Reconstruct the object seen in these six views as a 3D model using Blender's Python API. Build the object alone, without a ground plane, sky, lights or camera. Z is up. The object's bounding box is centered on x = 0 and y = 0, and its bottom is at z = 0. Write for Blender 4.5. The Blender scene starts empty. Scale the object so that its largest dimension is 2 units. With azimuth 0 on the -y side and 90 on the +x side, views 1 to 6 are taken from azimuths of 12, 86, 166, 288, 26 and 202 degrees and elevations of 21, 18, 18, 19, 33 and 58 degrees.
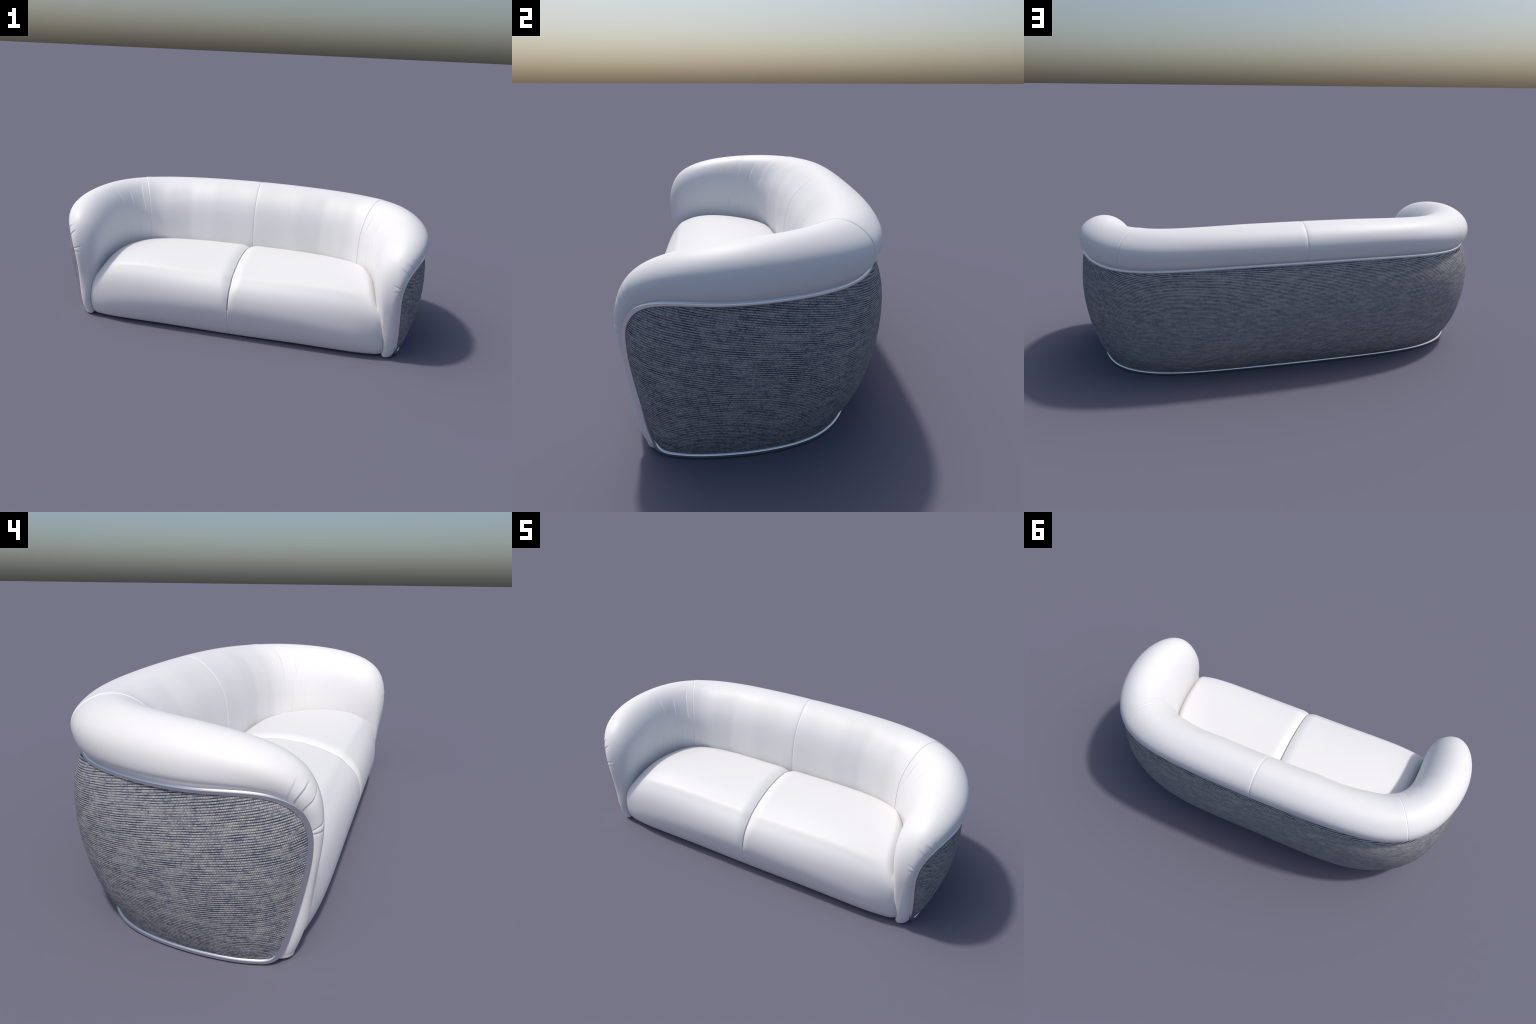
"""Two-seat tub sofa: smooth white leather hood (back + arms) rolled over a barrel
shaped woven-fabric shell, polished metal piping along the seam, split leather seat.

Every soft part is a bicubic B-spline skin laid over a few cross-sections of the
right half of the sofa; the left half is its mirror image.  Seams, creases, the slit
between the two seats etc. are pressed into those skins as real relief.
"""
import bpy, math
import numpy as np

# ------------------------------------------------------------------ spline skins
def bspline(n, u):
    """cubic clamped B-spline basis, one row of n weights per parameter value"""
    k = np.concatenate([[0.0] * 3, np.linspace(0, 1, n - 2), [1.0] * 3])
    u = np.clip(np.asarray(u, float), 0, 1 - 1e-9)
    N = [((u >= a) & (u < b)).astype(float) for a, b in zip(k[:-1], k[1:])]
    for d in range(1, 4):
        N = [(0 * u if k[i + d] == k[i] else (u - k[i]) / (k[i + d] - k[i]) * N[i])
             + (0 * u if k[i + d + 1] == k[i + 1] else (k[i + d + 1] - u) / (k[i + d + 1] - k[i + 1]) * N[i + 1])
             for i in range(len(N) - 1)]
    return np.array(N).T


def skin(sections, s, t):
    """tensor surface over cross-sections that start on the mirror plane x = 0"""
    C = np.array(sections, float)
    n, m = C.shape[:2]
    full = np.concatenate([C[:0:-1] * [-1, 1, 1], C])          # mirror the half net
    A = bspline(2 * n - 1, 0.5 + 0.5 * np.asarray(s))
    B = bspline(m, t)
    return np.einsum('ai,ijk,bj->abk', A, full, B)


def unit(v):
    return v / (np.linalg.norm(v, axis=-1, keepdims=True) + 1e-12)


def grid_normals(G):
    return unit(np.cross(np.gradient(G, axis=0), np.gradient(G, axis=1)))


def smooth(a, b, x):
    x = np.clip((x - a) / (b - a), 0, 1)
    return x * x * (3 - 2 * x)


# Hood: each section runs from the piping (outside) over the roll to the seat crease.
# Sections follow the U from the middle of the back, round the corner, along the arm,
# over the front corner and down the narrow front post to the floor.
HOOD = [
    [(0.000, 0.407, 0.543), (0.000, 0.436, 0.591), (0.000, 0.435, 0.643), (0.000, 0.388, 0.692), (0.000, 0.307, 0.723), (0.000, 0.201, 0.665), (0.000, 0.118, 0.537), (0.000, 0.137, 0.331)],
    [(0.245, 0.402, 0.542), (0.243, 0.433, 0.593), (0.236, 0.433, 0.647), (0.228, 0.383, 0.694), (0.222, 0.299, 0.720), (0.214, 0.196, 0.661), (0.208, 0.118, 0.533), (0.208, 0.139, 0.337)],
    [(0.488, 0.390, 0.537), (0.486, 0.427, 0.597), (0.470, 0.418, 0.655), (0.453, 0.358, 0.699), (0.440, 0.273, 0.708), (0.424, 0.179, 0.643), (0.409, 0.117, 0.521), (0.412, 0.136, 0.345)],
    [(0.690, 0.358, 0.529), (0.696, 0.404, 0.600), (0.667, 0.371, 0.667), (0.634, 0.299, 0.702), (0.608, 0.220, 0.686), (0.583, 0.143, 0.613), (0.562, 0.098, 0.500), (0.568, 0.113, 0.346)],
    [(0.846, 0.270, 0.524), (0.864, 0.321, 0.604), (0.822, 0.268, 0.683), (0.768, 0.187, 0.700), (0.723, 0.123, 0.657), (0.688, 0.073, 0.577), (0.666, 0.047, 0.476), (0.675, 0.055, 0.346)],
    [(0.953, 0.097, 0.527), (0.979, 0.144, 0.610), (0.924, 0.090, 0.690), (0.848, 0.015, 0.692), (0.781, -0.027, 0.630), (0.742, -0.042, 0.542), (0.726, -0.045, 0.450), (0.732, -0.046, 0.350)],
    [(1.008, -0.162, 0.527), (1.030, -0.129, 0.614), (0.964, -0.169, 0.672), (0.865, -0.220, 0.670), (0.784, -0.227, 0.606), (0.747, -0.199, 0.509), (0.744, -0.178, 0.422), (0.746, -0.190, 0.362)],
    [(0.933, -0.357, 0.532), (0.965, -0.362, 0.575), (0.927, -0.405, 0.606), (0.837, -0.415, 0.610), (0.758, -0.384, 0.546), (0.737, -0.334, 0.449), (0.747, -0.306, 0.374), (0.754, -0.330, 0.347)],
    [(0.861, -0.433, 0.418), (0.873, -0.441, 0.432), (0.865, -0.467, 0.442), (0.827, -0.457, 0.433), (0.775, -0.437, 0.396), (0.767, -0.407, 0.339), (0.776, -0.392, 0.291), (0.781, -0.412, 0.275)],
    [(0.883, -0.401, 0.225), (0.856, -0.427, 0.230), (0.836, -0.425, 0.229), (0.824, -0.424, 0.222), (0.815, -0.427, 0.213), (0.814, -0.428, 0.198), (0.814, -0.425, 0.180), (0.813, -0.418, 0.165)],
    [(0.893, -0.361, 0.050), (0.874, -0.398, 0.063), (0.849, -0.391, 0.068), (0.838, -0.387, 0.071), (0.839, -0.401, 0.074), (0.840, -0.418, 0.076), (0.835, -0.418, 0.074), (0.823, -0.387, 0.065)],
    [(0.886, -0.342, 0.022), (0.894, -0.364, -0.007), (0.885, -0.368, 0.003), (0.865, -0.368, 0.020), (0.845, -0.376, 0.019), (0.833, -0.383, 0.004), (0.825, -0.380, -0.002), (0.815, -0.368, 0.016)],
]
# Fabric shell: each section runs from the floor trim up to the piping.
SHELL = [
    [(0.000, 0.318, 0.010), (0.000, 0.382, 0.088), (0.000, 0.424, 0.184), (0.000, 0.449, 0.287), (0.000, 0.455, 0.388), (0.000, 0.443, 0.474), (0.000, 0.406, 0.543)],
    [(0.159, 0.317, 0.010), (0.212, 0.385, 0.081), (0.243, 0.424, 0.178), (0.255, 0.447, 0.285), (0.249, 0.454, 0.389), (0.223, 0.441, 0.477), (0.176, 0.403, 0.542)],
    [(0.321, 0.314, 0.010), (0.424, 0.380, 0.069), (0.483, 0.411, 0.165), (0.507, 0.431, 0.280), (0.496, 0.440, 0.392), (0.446, 0.431, 0.483), (0.350, 0.397, 0.540)],
    [(0.483, 0.308, 0.010), (0.603, 0.350, 0.058), (0.676, 0.368, 0.153), (0.706, 0.386, 0.274), (0.694, 0.398, 0.395), (0.638, 0.401, 0.489), (0.526, 0.387, 0.535)],
    [(0.636, 0.290, 0.011), (0.748, 0.289, 0.051), (0.821, 0.291, 0.143), (0.851, 0.303, 0.268), (0.841, 0.321, 0.394), (0.793, 0.339, 0.492), (0.701, 0.353, 0.529)],
    [(0.769, 0.241, 0.011), (0.855, 0.198, 0.049), (0.916, 0.182, 0.138), (0.944, 0.185, 0.261), (0.939, 0.205, 0.387), (0.906, 0.234, 0.484), (0.851, 0.262, 0.525)],
    [(0.871, 0.142, 0.011), (0.921, 0.076, 0.053), (0.959, 0.041, 0.138), (0.983, 0.033, 0.253), (0.990, 0.050, 0.371), (0.975, 0.081, 0.466), (0.946, 0.106, 0.526)],
    [(0.915, -0.020, 0.011), (0.948, -0.072, 0.059), (0.978, -0.108, 0.137), (1.000, -0.124, 0.240), (1.009, -0.120, 0.349), (0.999, -0.101, 0.446), (0.989, -0.066, 0.526)],
    [(0.925, -0.182, 0.011), (0.951, -0.212, 0.058), (0.968, -0.239, 0.135), (0.982, -0.261, 0.231), (0.992, -0.270, 0.335), (0.993, -0.265, 0.437), (0.986, -0.241, 0.531)],
    [(0.912, -0.294, 0.006), (0.934, -0.313, 0.054), (0.935, -0.335, 0.134), (0.942, -0.362, 0.234), (0.950, -0.377, 0.340), (0.953, -0.375, 0.438), (0.930, -0.353, 0.520)],
    [(0.884, -0.339, 0.019), (0.892, -0.362, 0.057), (0.887, -0.379, 0.134), (0.880, -0.405, 0.250), (0.868, -0.423, 0.368), (0.883, -0.411, 0.448), (0.902, -0.386, 0.476)],
]
# Seat: each section runs from the backrest crease over the top, down the front.
SEAT = [
    [(0.000, 0.148, 0.320), (0.000, 0.102, 0.371), (0.000, 0.000, 0.400), (0.000, -0.140, 0.406), (0.000, -0.288, 0.383), (0.000, -0.404, 0.325), (0.000, -0.457, 0.236), (0.000, -0.448, 0.128), (0.000, -0.385, 0.010)],
    [(0.135, 0.148, 0.322), (0.142, 0.101, 0.371), (0.147, -0.001, 0.399), (0.148, -0.142, 0.406), (0.150, -0.290, 0.384), (0.156, -0.405, 0.326), (0.163, -0.456, 0.234), (0.167, -0.448, 0.125), (0.165, -0.385, 0.012)],
    [(0.275, 0.149, 0.327), (0.288, 0.099, 0.369), (0.298, -0.004, 0.397), (0.303, -0.148, 0.407), (0.308, -0.297, 0.388), (0.319, -0.407, 0.328), (0.333, -0.454, 0.228), (0.339, -0.446, 0.118), (0.335, -0.386, 0.015)],
    [(0.415, 0.143, 0.332), (0.426, 0.092, 0.365), (0.440, -0.012, 0.392), (0.451, -0.157, 0.405), (0.459, -0.306, 0.390), (0.475, -0.411, 0.329), (0.492, -0.452, 0.220), (0.500, -0.444, 0.105), (0.493, -0.388, 0.016)],
    [(0.542, 0.126, 0.334), (0.547, 0.078, 0.358), (0.565, -0.024, 0.382), (0.580, -0.168, 0.398), (0.593, -0.316, 0.386), (0.613, -0.416, 0.322), (0.633, -0.448, 0.204), (0.641, -0.439, 0.088), (0.632, -0.389, 0.015)],
    [(0.631, 0.095, 0.334), (0.644, 0.053, 0.348), (0.666, -0.041, 0.366), (0.682, -0.178, 0.382), (0.696, -0.322, 0.372), (0.721, -0.418, 0.300), (0.745, -0.437, 0.178), (0.754, -0.422, 0.068), (0.744, -0.385, 0.015)],
    [(0.672, 0.052, 0.334), (0.711, 0.018, 0.335), (0.741, -0.063, 0.342), (0.754, -0.186, 0.355), (0.762, -0.323, 0.346), (0.793, -0.415, 0.262), (0.824, -0.415, 0.138), (0.833, -0.386, 0.049), (0.827, -0.370, 0.017)],
]
INWARD = -1.0           # turns the left-hand normal of the right half towards the middle
S_SEAM = 0.37          # where the corner seams sit along the hood


# ------------------------------------------------------------------ mesh helpers
root = bpy.data.objects.new('sofa', None)
bpy.context.scene.collection.objects.link(root)
root['label'] = 'white leather tub sofa with woven grey fabric outer shell'
root['category'] = 'sofa'


def add_mesh(name, verts, faces, mat, normals=None):
    me = bpy.data.meshes.new(name)
    me.from_pydata([tuple(v) for v in verts], [], faces)
    me.polygons.foreach_set('use_smooth', [True] * len(me.polygons))
    me.materials.append(mat)
    me.update()
    if normals is not None:
        me.normals_split_custom_set_from_vertices([tuple(n) for n in normals])
    ob = bpy.data.objects.new(name, me)
    bpy.context.scene.collection.objects.link(ob)
    ob.parent = root
    return ob


def grid_faces(a, b, flip=False, base=0):
    f = []
    for i in range(a - 1):
        for j in range(b - 1):
            q = [base + i * b + j, base + (i + 1) * b + j, base + (i + 1) * b + j + 1, base + i * b + j + 1]
            f.append(q[::-1] if flip else q)
    return f


def add_patch(name, G, N, mat, side, outward_up):
    """one side of a mirrored skin; faces are wound so that they look outwards"""
    m = np.array([side, 1, 1])
    G2, N2 = G * m, N * m
    a, b = G.shape[:2]
    P = G2.reshape(-1, 3)
    d = np.cross(G2[1, 0] - G2[0, 0], G2[0, 1] - G2[0, 0])
    e = np.cross(G2[a // 2 + 1, b // 2] - G2[a // 2, b // 2], G2[a // 2, b // 2 + 1] - G2[a // 2, b // 2])
    flip = np.dot(e, N2[a // 2, b // 2]) < 0
    return add_mesh(name, P, grid_faces(a, b, flip), mat, N2.reshape(-1, 3))


def add_tube(name, path, r, mat, closed=True, sides=14):
    P = np.array(path)
    T = unit(np.roll(P, -1, 0) - np.roll(P, 1, 0))
    ref = np.array([0.0, 0.0, 1.0])
    U = np.zeros_like(P)
    u = np.cross(T[0], [0.3, 0.2, 1.0])
    for i in range(len(P)):                      # parallel transport keeps the tube untwisted
        u = u - T[i] * np.dot(u, T[i])
        u = u / np.linalg.norm(u)
        U[i] = u
    W = np.cross(T, U)
    a = np.linspace(0, 2 * math.pi, sides, endpoint=False)
    V = P[:, None] + np.reshape(r, (-1, 1, 1)) * (np.cos(a)[None, :, None] * U[:, None] + np.sin(a)[None, :, None] * W[:, None])
    n = len(P)
    # match the ring offset where the loop closes
    off = int(np.argmin(np.linalg.norm(V[0] - V[-1, :1], axis=1)))
    faces = []
    for i in range(n if closed else n - 1):
        k = off if i == n - 1 else 0
        j = (i + 1) % n
        for q in range(sides):
            faces.append([i * sides + q, i * sides + (q + 1) % sides, j * sides + (q + 1 + k) % sides, j * sides + (q + k) % sides])
    ob = add_mesh(name, V.reshape(-1, 3), faces, mat)
    return ob


# ------------------------------------------------------------------ materials
def new_mat(name):
    m = bpy.data.materials.new(name)
    m.use_nodes = True
    nt = m.node_tree
    return m, nt, nt.nodes['Principled BSDF']


class Nodes:
    """tiny helper to write node maths as expressions"""
    def __init__(s, nt):
        s.nt = nt

    def node(s, kind, **kw):
        n = s.nt.nodes.new(kind)
        for k, v in kw.items():
            setattr(n, k, v)
        return n

    def put(s, sock, v):
        if isinstance(v, bpy.types.NodeSocket):
            s.nt.links.new(v, sock)
        else:
            sock.default_value = v

    def math(s, op, a, b=0.0, c=0.0, clamp=False):
        n = s.node('ShaderNodeMath', operation=op, use_clamp=clamp)
        for i, v in enumerate((a, b, c)):
            s.put(n.inputs[i], v)
        return n.outputs[0]

    def xyz(s, x, y, z):
        n = s.node('ShaderNodeCombineXYZ')
        for i, v in enumerate((x, y, z)):
            s.put(n.inputs[i], v)
        return n.outputs[0]

    def noise(s, vec, scale, detail=2.0, rough=0.5):
        n = s.node('ShaderNodeTexNoise')
        s.put(n.inputs['Vector'], vec)
        n.inputs['Scale'].default_value = scale
        n.inputs['Detail'].default_value = detail
        n.inputs['Roughness'].default_value = rough
        return n.outputs[0]

    def ramp(s, v, lo, hi):
        n = s.node('ShaderNodeMapRange', interpolation_type='SMOOTHSTEP')
        s.put(n.inputs[0], v)
        s.put(n.inputs[1], lo)
        s.put(n.inputs[2], hi)
        return n.outputs[0]

    def mix(s, f, a, b):
        n = s.node('ShaderNodeMix', data_type='RGBA')
        s.put(n.inputs[0], f)
        s.put(n.inputs[6], a)
        s.put(n.inputs[7], b)
        return n.outputs[2]


def leather_material():
    m, nt, b = new_mat('white_leather')
    N = Nodes(nt)
    co = N.node('ShaderNodeTexCoord').outputs['Object']
    b.inputs['Base Color'].default_value = (0.775, 0.775, 0.78, 1)
    b.inputs['Roughness'].default_value = 0.50
    b.inputs['Specular IOR Level'].default_value = 0.5
    grain = N.noise(co, 260.0, 3.0)
    bump = N.node('ShaderNodeBump')
    bump.inputs['Strength'].default_value = 0.03
    bump.inputs['Distance'].default_value = 0.0006
    N.put(bump.inputs['Height'], grain)
    N.put(b.inputs['Normal'], bump.outputs[0])
    return m


def metal_material():
    m, nt, b = new_mat('polished_metal')
    b.inputs['Base Color'].default_value = (0.90, 0.90, 0.91, 1)
    b.inputs['Metallic'].default_value = 1.0
    b.inputs['Roughness'].default_value = 0.16
    return m


def dark_material():
    m, nt, b = new_mat('dark_shade_plate')  # only for the unseen slab added below the sofa
    b.inputs['Base Color'].default_value = (0.03, 0.03, 0.035, 1)
    b.inputs['Roughness'].default_value = 0.9
    return m


ROW, DOT = 0.0065, 0.0040      # pitch of the weave: between rows, between stitches


def fabric_material():
    """woven cloth: rows of cream stitches over blue-grey ground, irregular dark furrows"""
    m, nt, b = new_mat('woven_fabric')
    N = Nodes(nt)
    co = N.node('ShaderNodeTexCoord').outputs['Object']
    sep = N.node('ShaderNodeSeparateXYZ')
    N.put(sep.inputs[0], co)
    x, y, z = sep.outputs
    nor = N.node('ShaderNodeSeparateXYZ')
    N.put(nor.inputs[0], N.node('ShaderNodeNewGeometry').outputs['Normal'])
    turn = N.math('SUBTRACT', N.math('ABSOLUTE', nor.outputs[0]), nor.outputs[1])   # +1 arms, -1 back
    # the rows climb a little towards the front of the arms and waver
    wob = N.noise(N.xyz(x, y, N.math('MULTIPLY', z, 2.0)), 9.0, 1.0)
    fine = N.noise(N.xyz(x, y, N.math('MULTIPLY', z, 3.0)), 130.0, 1.0)
    w = N.math('ADD', N.math('MULTIPLY_ADD', wob, -0.005, z), N.math('MULTIPLY_ADD', fine, -0.0016, 0.15))
    # rows fan out a little from back to front
    row_pos = N.math('DIVIDE', w, N.math('MULTIPLY_ADD', y, -0.27 * ROW, ROW))
    row_id = N.math('FLOOR', row_pos)
    row_f = N.math('FRACT', row_pos)
    # run along the cloth: y on the arms, x on the back; each row swaps over at its own place
    swap = N.noise(N.xyz(row_id, 3.7, 9.1), 0.77, 0.0)
    on_side = N.math('GREATER_THAN', N.math('MULTIPLY_ADD', N.math('SUBTRACT', swap, 0.5), 0.9, turn), 0.0)
    mixn = N.node('ShaderNodeMix', data_type='FLOAT')
    N.put(mixn.inputs[0], on_side)
    N.put(mixn.inputs[2], x)
    N.put(mixn.inputs[3], y)
    along = mixn.outputs[0]
    # furrow between rows: on at random stretches of random rows
    rnd = N.node('ShaderNodeTexWhiteNoise', noise_dimensions='1D')
    N.put(rnd.inputs['W'], row_id)
    stretch = N.noise(N.xyz(N.math('MULTIPLY', x, 18.0), N.math('MULTIPLY', y, 18.0), N.math('MULTIPLY', rnd.outputs[0], 73.0)), 1.0, 2.0, 0.6)
    furrow_on = N.ramp(stretch, 0.36, 0.62)
    tri = N.math('ABSOLUTE', N.math('SUBTRACT', row_f, 0.5))           # 0 mid row, .5 at the gap
    gap = N.ramp(tri, 0.17, 0.40)
    furrow = N.math('MULTIPLY', gap, N.math('MULTIPLY_ADD', furrow_on, 0.72, 0.28))
    # stitches, every other row shifted by half a pitch
    shift = N.math('MULTIPLY', N.math('MODULO', row_id, 2.0), 0.5)
    dot_pos = N.math('ADD', N.math('DIVIDE', along, DOT), shift)
    dot = N.math('MULTIPLY_ADD', N.math('COSINE', N.math('MULTIPLY', dot_pos, 2 * math.pi)), N.math('MULTIPLY_ADD', on_side, 0.24, 0.20), 0.52)
    jitter = N.noise(N.xyz(N.math('FLOOR', dot_pos), row_id, 0.5), 0.73, 0.0)
    stitch = N.math('MULTIPLY', dot, N.math('SUBTRACT', 1.0, gap))
    stitch = N.math('MULTIPLY', stitch, N.math('MAXIMUM', N.ramp(jitter, 0.2, 0.6), N.math('MULTIPLY_ADD', on_side, -0.75, 0.75)))
    # second thread filling the gaps where no furrow shows
    fill = N.math('MULTIPLY', N.math('MULTIPLY', gap, N.math('SUBTRACT', 1.0, furrow_on)),
                  N.math('SUBTRACT', 1.0, N.math('MULTIPLY', dot, 0.7)))
    light = N.math('ADD', stitch, N.math('MULTIPLY', fill, 0.52), clamp=True)
    light = N.math('MULTIPLY', light, N.ramp(N.noise(co, 420.0, 2.0, 0.7), 0.15, 0.55))
    patch = N.noise(co, 5.0, 3.0)
    patch = N.math('ADD', N.math('MULTIPLY', patch, 0.0), N.math('MULTIPLY', N.ramp(N.noise(N.xyz(N.math('MULTIPLY', along, 0.6), 0.0, z), 330.0, 1.0), 0.35, 0.65), 1.0))
    ground = N.mix(patch, (0.105, 0.16, 0.27, 1), (0.22, 0.222, 0.225, 1))
    thread = N.mix(N.noise(co, 700.0, 1.0), (0.56, 0.515, 0.43, 1), (0.8, 0.75, 0.65, 1))
    col = N.mix(light, ground, thread)
    col = N.mix(N.math('MULTIPLY', furrow, 0.92), col, (0.03, 0.042, 0.07, 1))
    N.put(b.inputs['Base Color'], col)
    b.inputs['Roughness'].default_value = 0.85
    b.inputs['Specular IOR Level'].default_value = 0.08
    height = N.math('SUBTRACT', N.math('MULTIPLY', light, 0.5), furrow)
    bump = N.node('ShaderNodeBump')
    bump.inputs['Strength'].default_value = 0.5
    bump.inputs['Distance'].default_value = 0.0016
    N.put(bump.inputs['Height'], height)
    N.put(b.inputs['Normal'], bump.outputs[0])
    return m


LEATHER, METAL, FABRIC, DARK = leather_material(), metal_material(), fabric_material(), dark_material()

# ------------------------------------------------------------------ hood
s_list = np.unique(np.concatenate([
    np.linspace(0, 1, 301), np.linspace(0, 0.012, 13), S_SEAM + np.linspace(-0.012, 0.012, 25),
    np.linspace(0.38, 0.58, 101), np.linspace(0.695, 0.825, 131)]).round(5))
s_list = np.unique(np.append(s_list, S_SEAM))
t_list = np.unique(np.concatenate([np.linspace(0, 1, 121), np.linspace(0, 0.05, 13)]).round(5))
G = skin(HOOD, s_list, t_list)
N0 = grid_normals(G)
if N0[0, len(t_list) // 2, 2] < 0:
    N0 = -N0
S, T = np.meshgrid(s_list, t_list, indexing='ij')
RUN = 2.3                                     # metres of hood per unit of s, roughly

relief = np.zeros_like(S)
# middle seam and corner seams: a pinched line between two slightly puffed panels
relief -= 0.0020 * np.exp(-(S * RUN / 0.0024) ** 2)
relief -= 0.0009 * np.exp(-(S * RUN / 0.010) ** 2)
d = (S - S_SEAM) * RUN
relief -= 0.0017 * np.exp(-(d / 0.0024) ** 2)
relief += np.where(d < 0, 0.0015 * np.exp(-(d / 0.05) ** 2), 0.0) * (1 - np.exp(-(d / 0.003) ** 2))
# broad soft pulls on the back panels
for sc, wd, amp in ((0.055, 0.024, -0.0012), (0.125, 0.024, 0.0024), (0.20, 0.022, -0.0030), (0.275, 0.026, 0.0024)):
    relief += amp * np.exp(-((S - sc) / wd) ** 2) * smooth(0.56, 0.80, T)


def crease(points, t0, t1, amp, w_sharp, w_soft, fade=0.07):
    """a one-sided fold: the skin drops sharply across the line and recovers slowly"""
    p = np.array(points)
    bow = np.polyfit(p[:, 1], p[:, 0], min(2, len(p) - 1))          # a smooth bowed line
    line = np.polyval(bow, np.clip(T, p[0, 1] - .05, p[-1, 1] + .05))
    dd = (S - line) * RUN
    prof = np.where(dd > 0, np.exp(-(dd / abs(w_soft))), np.exp(-(dd / w_sharp) ** 2))
    if w_soft < 0:
        prof = np.where(dd < 0, np.exp(-(-dd / abs(w_soft))), np.exp(-(dd / w_sharp) ** 2))
    env = smooth(t0 - fade, t0 + fade, T) * (1 - smooth(t1 - fade, t1 + fade, T))
    return amp * prof * env


# gathers where the leather turns the front corner, radiating from the piping
relief += crease([(.7225, .02), (.7225, .09), (.7125, .2)], -.1, .17, -0.0014, .003, .022, .05)
relief += crease([(.7375, .03), (.738, .13), (.732, .22), (.725, .28)], -.1, .24, -0.0026, .003, .014, .05)
relief += crease([(.7335, .03), (.734, .13), (.728, .22), (.721, .28)], -.1, .22, 0.0012, .004, -.012, .05)
relief += crease([(.7575, .03), (.762, .12), (.7575, .18), (.75, .26), (.74, .345)], -.1, .30, -0.0032, .003, .016, .05)
relief += crease([(.80, .03), (.804, .15), (.7975, .265), (.795, .35), (.785, .455)], -.1, .36, -0.0024, .0030, .0050, .06)
relief += crease([(.8075, .04), (.812, .17), (.811, .31), (.806, .415)], -.1, .32, -0.0020, .0026, .0045, .06)
relief += crease([(.8035, .04), (.808, .17), (.803, .31), (.798, .415)], -.1, .30, 0.0006, .0060, .0060, .06)
# stretched folds on the inner face of the arms, next to the corner seam
relief += crease([(.515, .39), (.5075, .53), (.505, .715)], .46, .70, -0.0018, .005, .035)
relief += crease([(.46, .545), (.4575, .68), (.4575, .805)], .58, .80, -0.0021, .005, .035)
relief += crease([(.40, .585), (.40, .745), (.395, .845)], .56, .84, -0.0022, .005, .035)
relief += crease([(.5725, .525), (.5575, .575), (.55, .665)], .53, .64, -0.0006, .005, .030, .05)
relief += crease([(.52, .825), (.545, .925), (.5525, .99)], .84, 1.2, -0.0014, .005, .03)
relief += crease([(.495, .80), (.495, .99)], .84, 1.2, -0.0014, .005, .03)
relief += crease([(.4325, .80), (.435, .99)], .86, 1.2, -0.0014, .005, .025)
relief += crease([(.475, .70), (.47, .99)], .80, 1.2, -0.0008, .004, .02)
G = G + N0 * relief[..., None]
# the edge is pulled in behind the piping
G = G - N0 * ((0.004 + 0.006 * (1 - smooth(0.60, 0.74, S))) * np.exp(-(T / 0.016) ** 2))[..., None]

# low on the front post the section settles into an even padded roll
low = smooth(0.86, 0.935, s_list)[:, None, None]
lat = 1 - (1 - t_list) ** 2.4
puff = np.clip(1 - np.abs(2 * lat - 1) ** 2.4, 0, 1) ** 0.8
lat, puff = lat[None, :, None], puff[None, :, None]
shift = (smooth(0.88, 0.98, s_list)[:, None] * np.array([1.0, 0, 0]))[:, None]
roll = (G[:, :1] + 0.004 * shift) * (1 - lat) + (G[:, -1:] + 0.009 * shift) * lat + np.array([0, -0.023, 0]) * puff
G = G * (1 - low) + roll * low

# tuck the inner edge down behind the seat
tail = unit(G[:, -1] - G[:, -6])
down = unit(tail + np.array([0, 0, -0.35]))
k = smooth(0.70, 0.92, s_list)[:, None]
tail = unit(down * (1 - k) + np.array([-0.05, 1.0, 0]) * k)
extra = np.stack([G[:, -1] + tail * q for q in (0.01, 0.02, 0.035, 0.05, 0.07, 0.09)], 1)
G = np.concatenate([G, extra], 1)
G[..., 2] = np.maximum(G[..., 2], 0.012)
# round the foot of the front post under
foot = []
last = G[-1]
mid = last[:len(t_list)].mean(0) + np.array([0, 0.012, 0])
for ang in np.radians([20, 40, 60, 75, 88]):
    row = mid + (last - mid) * math.cos(ang) ** 0.33
    row[:, 2] = np.maximum(last[:, 2] - 0.014 * math.sin(ang), 0.0015)
    foot.append(row)
G = np.concatenate([G, np.array(foot)], 0)
NH = grid_normals(G)
if NH[0, 60, 2] < 0:
    NH = -NH
k_seam = int(np.argmin(np.abs(s_list - S_SEAM)))
NH[0, :, 0] = 0
NH = unit(NH)
for side in (1, -1):
    add_patch('backrest', G[:k_seam + 1], NH[:k_seam + 1], LEATHER, side, True)
    add_patch('armrest', G[k_seam:], NH[k_seam:], LEATHER, side, True)

# ------------------------------------------------------------------ fabric shell
u = np.linspace(0, 1, 221)
v = np.linspace(0, 1, 121)
F = skin(SHELL, u, v)
NF = grid_normals(F)
if NF[0, 60, 1] < 0:
    NF = -NF
F = F - NF * (0.006 * smooth(0.95, 1.0, v)[None, :] * (1 - smooth(0.80, 0.97, u))[:, None])[..., None]
full = np.concatenate([F[:0:-1] * [-1, 1, 1], F])
nfull = np.concatenate([NF[:0:-1] * [-1, 1, 1], NF])
nfull[len(u) - 1, :, 0] = 0
add_patch('outer_shell', full, unit(nfull), FABRIC, 1, False)

# ------------------------------------------------------------------ piping
ts = np.linspace(0, 0.965, 180)
top = skin(HOOD, ts, [0.0])[:, 0]
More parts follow.
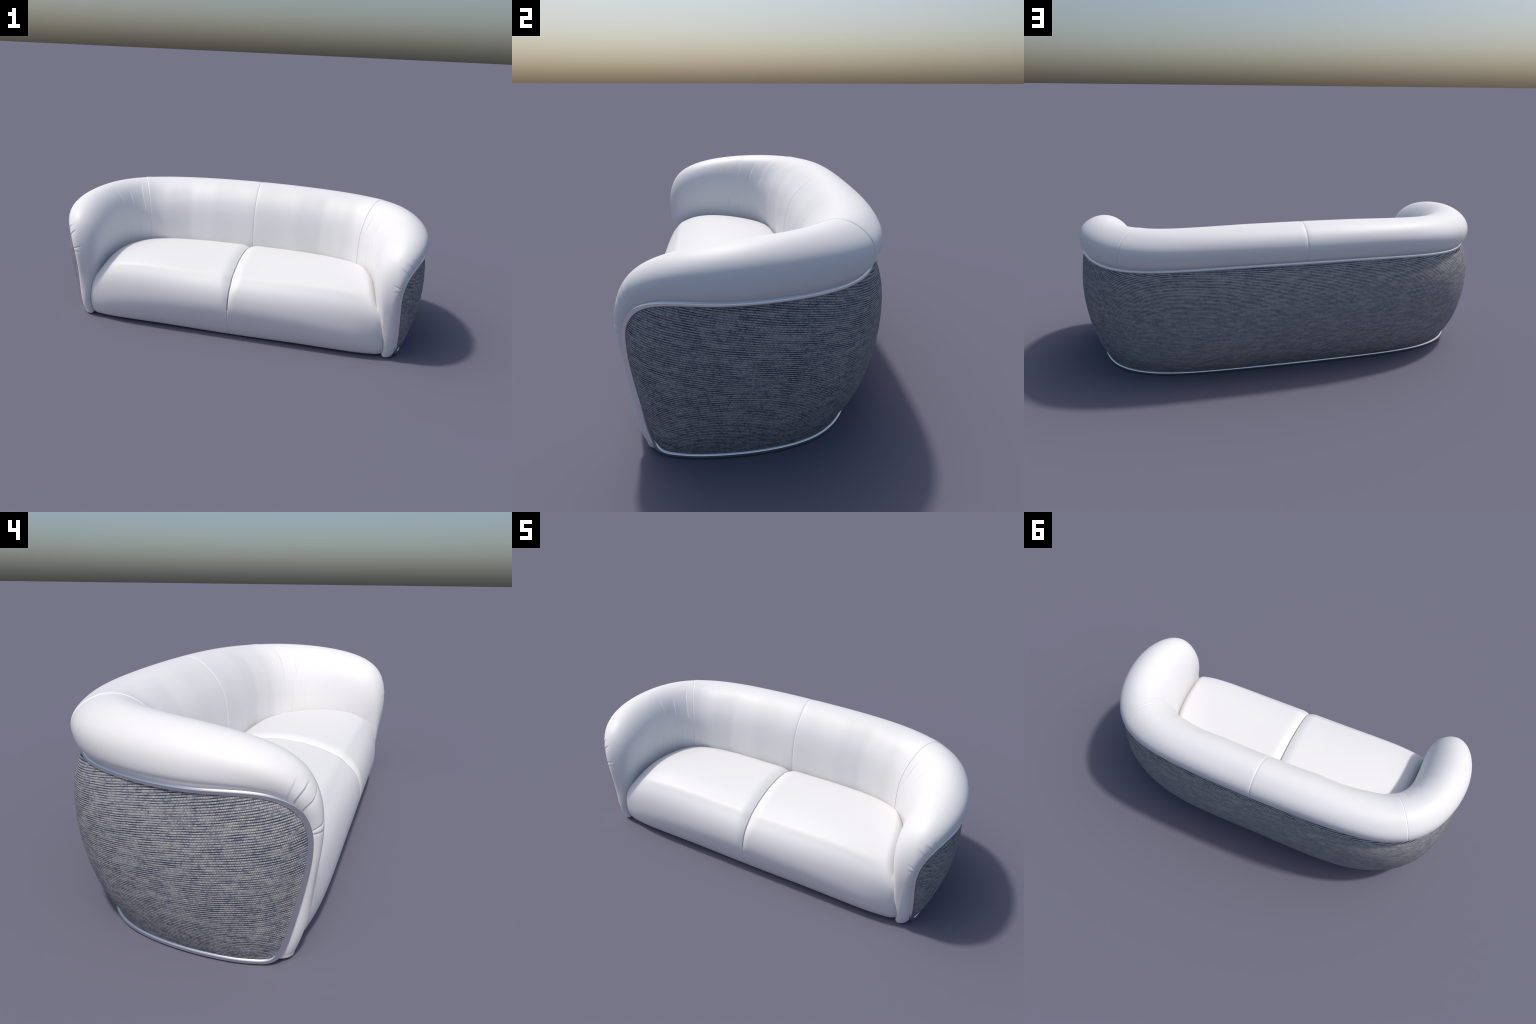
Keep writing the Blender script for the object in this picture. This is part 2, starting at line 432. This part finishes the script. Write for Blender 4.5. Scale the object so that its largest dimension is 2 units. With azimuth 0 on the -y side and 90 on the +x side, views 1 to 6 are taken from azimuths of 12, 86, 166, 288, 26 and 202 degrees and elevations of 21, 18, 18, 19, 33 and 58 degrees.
# over the back and arms the piping sits slightly under the roll
run_dir = unit(np.gradient(top, axis=0))
top = top + np.stack([-run_dir[:, 1], run_dir[:, 0], 0 * ts], 1) * np.array([1, 1, 0]) * (0.006 * (1 - smooth(0.62, 0.74, ts)))[:, None] * INWARD
rim = skin(SHELL, np.linspace(0, 0.955, 90), [0.0])[:, 0]
rim[:, 2] = np.linspace(0.0100, 0.0095, len(rim))
a, b_ = top[-1], rim[-1]
ta, tb = unit(top[-1] - top[-2]), unit(rim[-1] - rim[-2])
L = np.linalg.norm(a - b_)
h = np.linspace(0, 1, 14)[1:-1, None]
bend = (1 - h) ** 3 * a + 3 * (1 - h) ** 2 * h * (a + ta * L * 0.55) + 3 * (1 - h) * h ** 2 * (b_ + tb * L * 0.45) + h ** 3 * b_
half = np.concatenate([top, bend, rim[::-1]])
half[:, 2] = np.maximum(half[:, 2], 0.0098)
loop = np.concatenate([half, half[-2:0:-1] * [-1, 1, 1]])
on_post = smooth(0.62, 0.76, ts)
r_half = np.concatenate([0.0099 + 0.0006 * on_post, np.linspace(0.0105, 0.0094, len(bend)), np.full(len(rim), 0.0094)])
add_tube('piping', loop, np.concatenate([r_half, r_half[-2:0:-1]]), METAL)

# ------------------------------------------------------------------ seat
xs = np.concatenate([np.linspace(0, 0.012, 25), np.linspace(0.013, 0.08, 40), np.linspace(0.085, 0.66, 90), np.linspace(0.6625, 0.72, 28)]) / 0.72
v = np.concatenate([np.linspace(0, 0.06, 24), np.linspace(0.0645, 1, 216)])
Q = skin(SEAT, xs, v)
NQ = grid_normals(Q)
if NQ[0, 100, 2] < 0:
    NQ = -NQ
X, Y, Z = Q[..., 0], Q[..., 1], Q[..., 2]
front = (1 - smooth(0.24, 0.34, Z)) * (Y < -0.2)
end = smooth(0.176, 0.186, Z) + (Y > -0.2) * (1 - smooth(0.176, 0.186, Z))
end = np.clip(end, 0, 1)
fade = np.where(Y < -0.2, smooth(0.15, 0.27, Z), 1.0)
R = 0.060 - 0.022 * front
dip = (0.016 - 0.007 * front) * fade * np.clip(1 - X / R, 0, 1) ** 2
w = 0.0022 + 0.0006 * front
slit = (0.034 - 0.010 * front) * end * (1 - smooth(w * 0.35, w * 1.25, X))
seam = 0.0022 * (1 - end) * np.exp(-(X / 0.003) ** 2)
# the cushion is crisper where the flat top turns into the front
dv = v[None, :] - (0.604 - 0.016 * xs[:, None] ** 2)
brow = (0.0036 * np.exp(-(dv / 0.036) ** 2) - 0.0012 * np.exp(-(dv / 0.10) ** 2)) * (1 - smooth(0.82, 0.97, xs))[:, None]
Q = Q + NQ * (brow - dip - slit - seam)[..., None]
# the cushion edge rolls down into the crease along the back, the arms and the front posts
e_side = (1 - xs)[:, None] * 0.74 + 0 * X
e_back = v[None, :] * 1.08 + 0 * X
top = 1 - smooth(0.52, 0.74, v)
depth = 0.014 + 0.036 * top
R_side = 0.030 + 0.018 * top
roll_side = depth[None, :] * np.clip(1 - e_side / R_side[None, :], 0, 1) ** 2.5
roll_back = 0.028 * np.clip(1 - e_back / 0.040, 0, 1) ** 2.5
inward = unit(np.stack([0 * v, 1 - top, -top], -1))
Q = Q + inward[None] * np.maximum(roll_side, roll_back)[..., None]
Q[0, :, 0] = 0
# hidden edges: tuck the front lip under and the sides down
lip = np.stack([Q[:, -1] + np.array([0, dy, dz]) for dy, dz in ((0.004, -0.003), (0.012, -0.004), (0.06, -0.003))], 1)
lip[..., 2] = np.maximum(lip[..., 2], 0.004)
Q = np.concatenate([Q, lip], 1)
out = unit(np.stack([0.8 + 0 * Q[-1, :, 0], np.interp(np.arange(Q.shape[1]), [0, 40, 150, Q.shape[1]], [0.8, 0.1, 0.3, 0.8]), 0 * Q[-1, :, 0]], -1))
flap = np.stack([Q[-1] + out * a_ + np.array([0, 0, -b_]) * (Q[-1, :, 2:] > 0.1) for a_, b_ in ((0.010, 0.008), (0.03, 0.016))], 0)
Q = np.concatenate([Q, flap], 0)
NQ = grid_normals(Q)
if NQ[80, 100, 2] < 0:
    NQ = -NQ
NQ[0, :, 0] = 0
NQ = unit(NQ)
for side in (1, -1):
    add_patch('seat_cushion', Q, NQ, LEATHER, side, True)

# ------------------------------------------------------------------ underside
edge = rim * [0.985, 0.97, 1] + [0, 0, 0]
outline = np.concatenate([edge, np.array([(0.84, -0.33, 0), (0.4, -0.345, 0)])])
outline = np.concatenate([outline, outline[:0:-1] * [-1, 1, 1]])
nb = len(outline)
lo, hi = outline.copy(), outline.copy()
lo[:, 2], hi[:, 2] = 0.005, 0.03
faces = [list(range(nb))[::-1], list(range(nb, 2 * nb))] + [[i, (i + 1) % nb, nb + (i + 1) % nb, nb + i] for i in range(nb)]
base = add_mesh('added_shade_plate', np.concatenate([lo, hi]), faces, DARK)  # unseen dark slab, added to close the bottom and hold the shadow there
base.data.polygons.foreach_set('use_smooth', [False] * len(base.data.polygons))
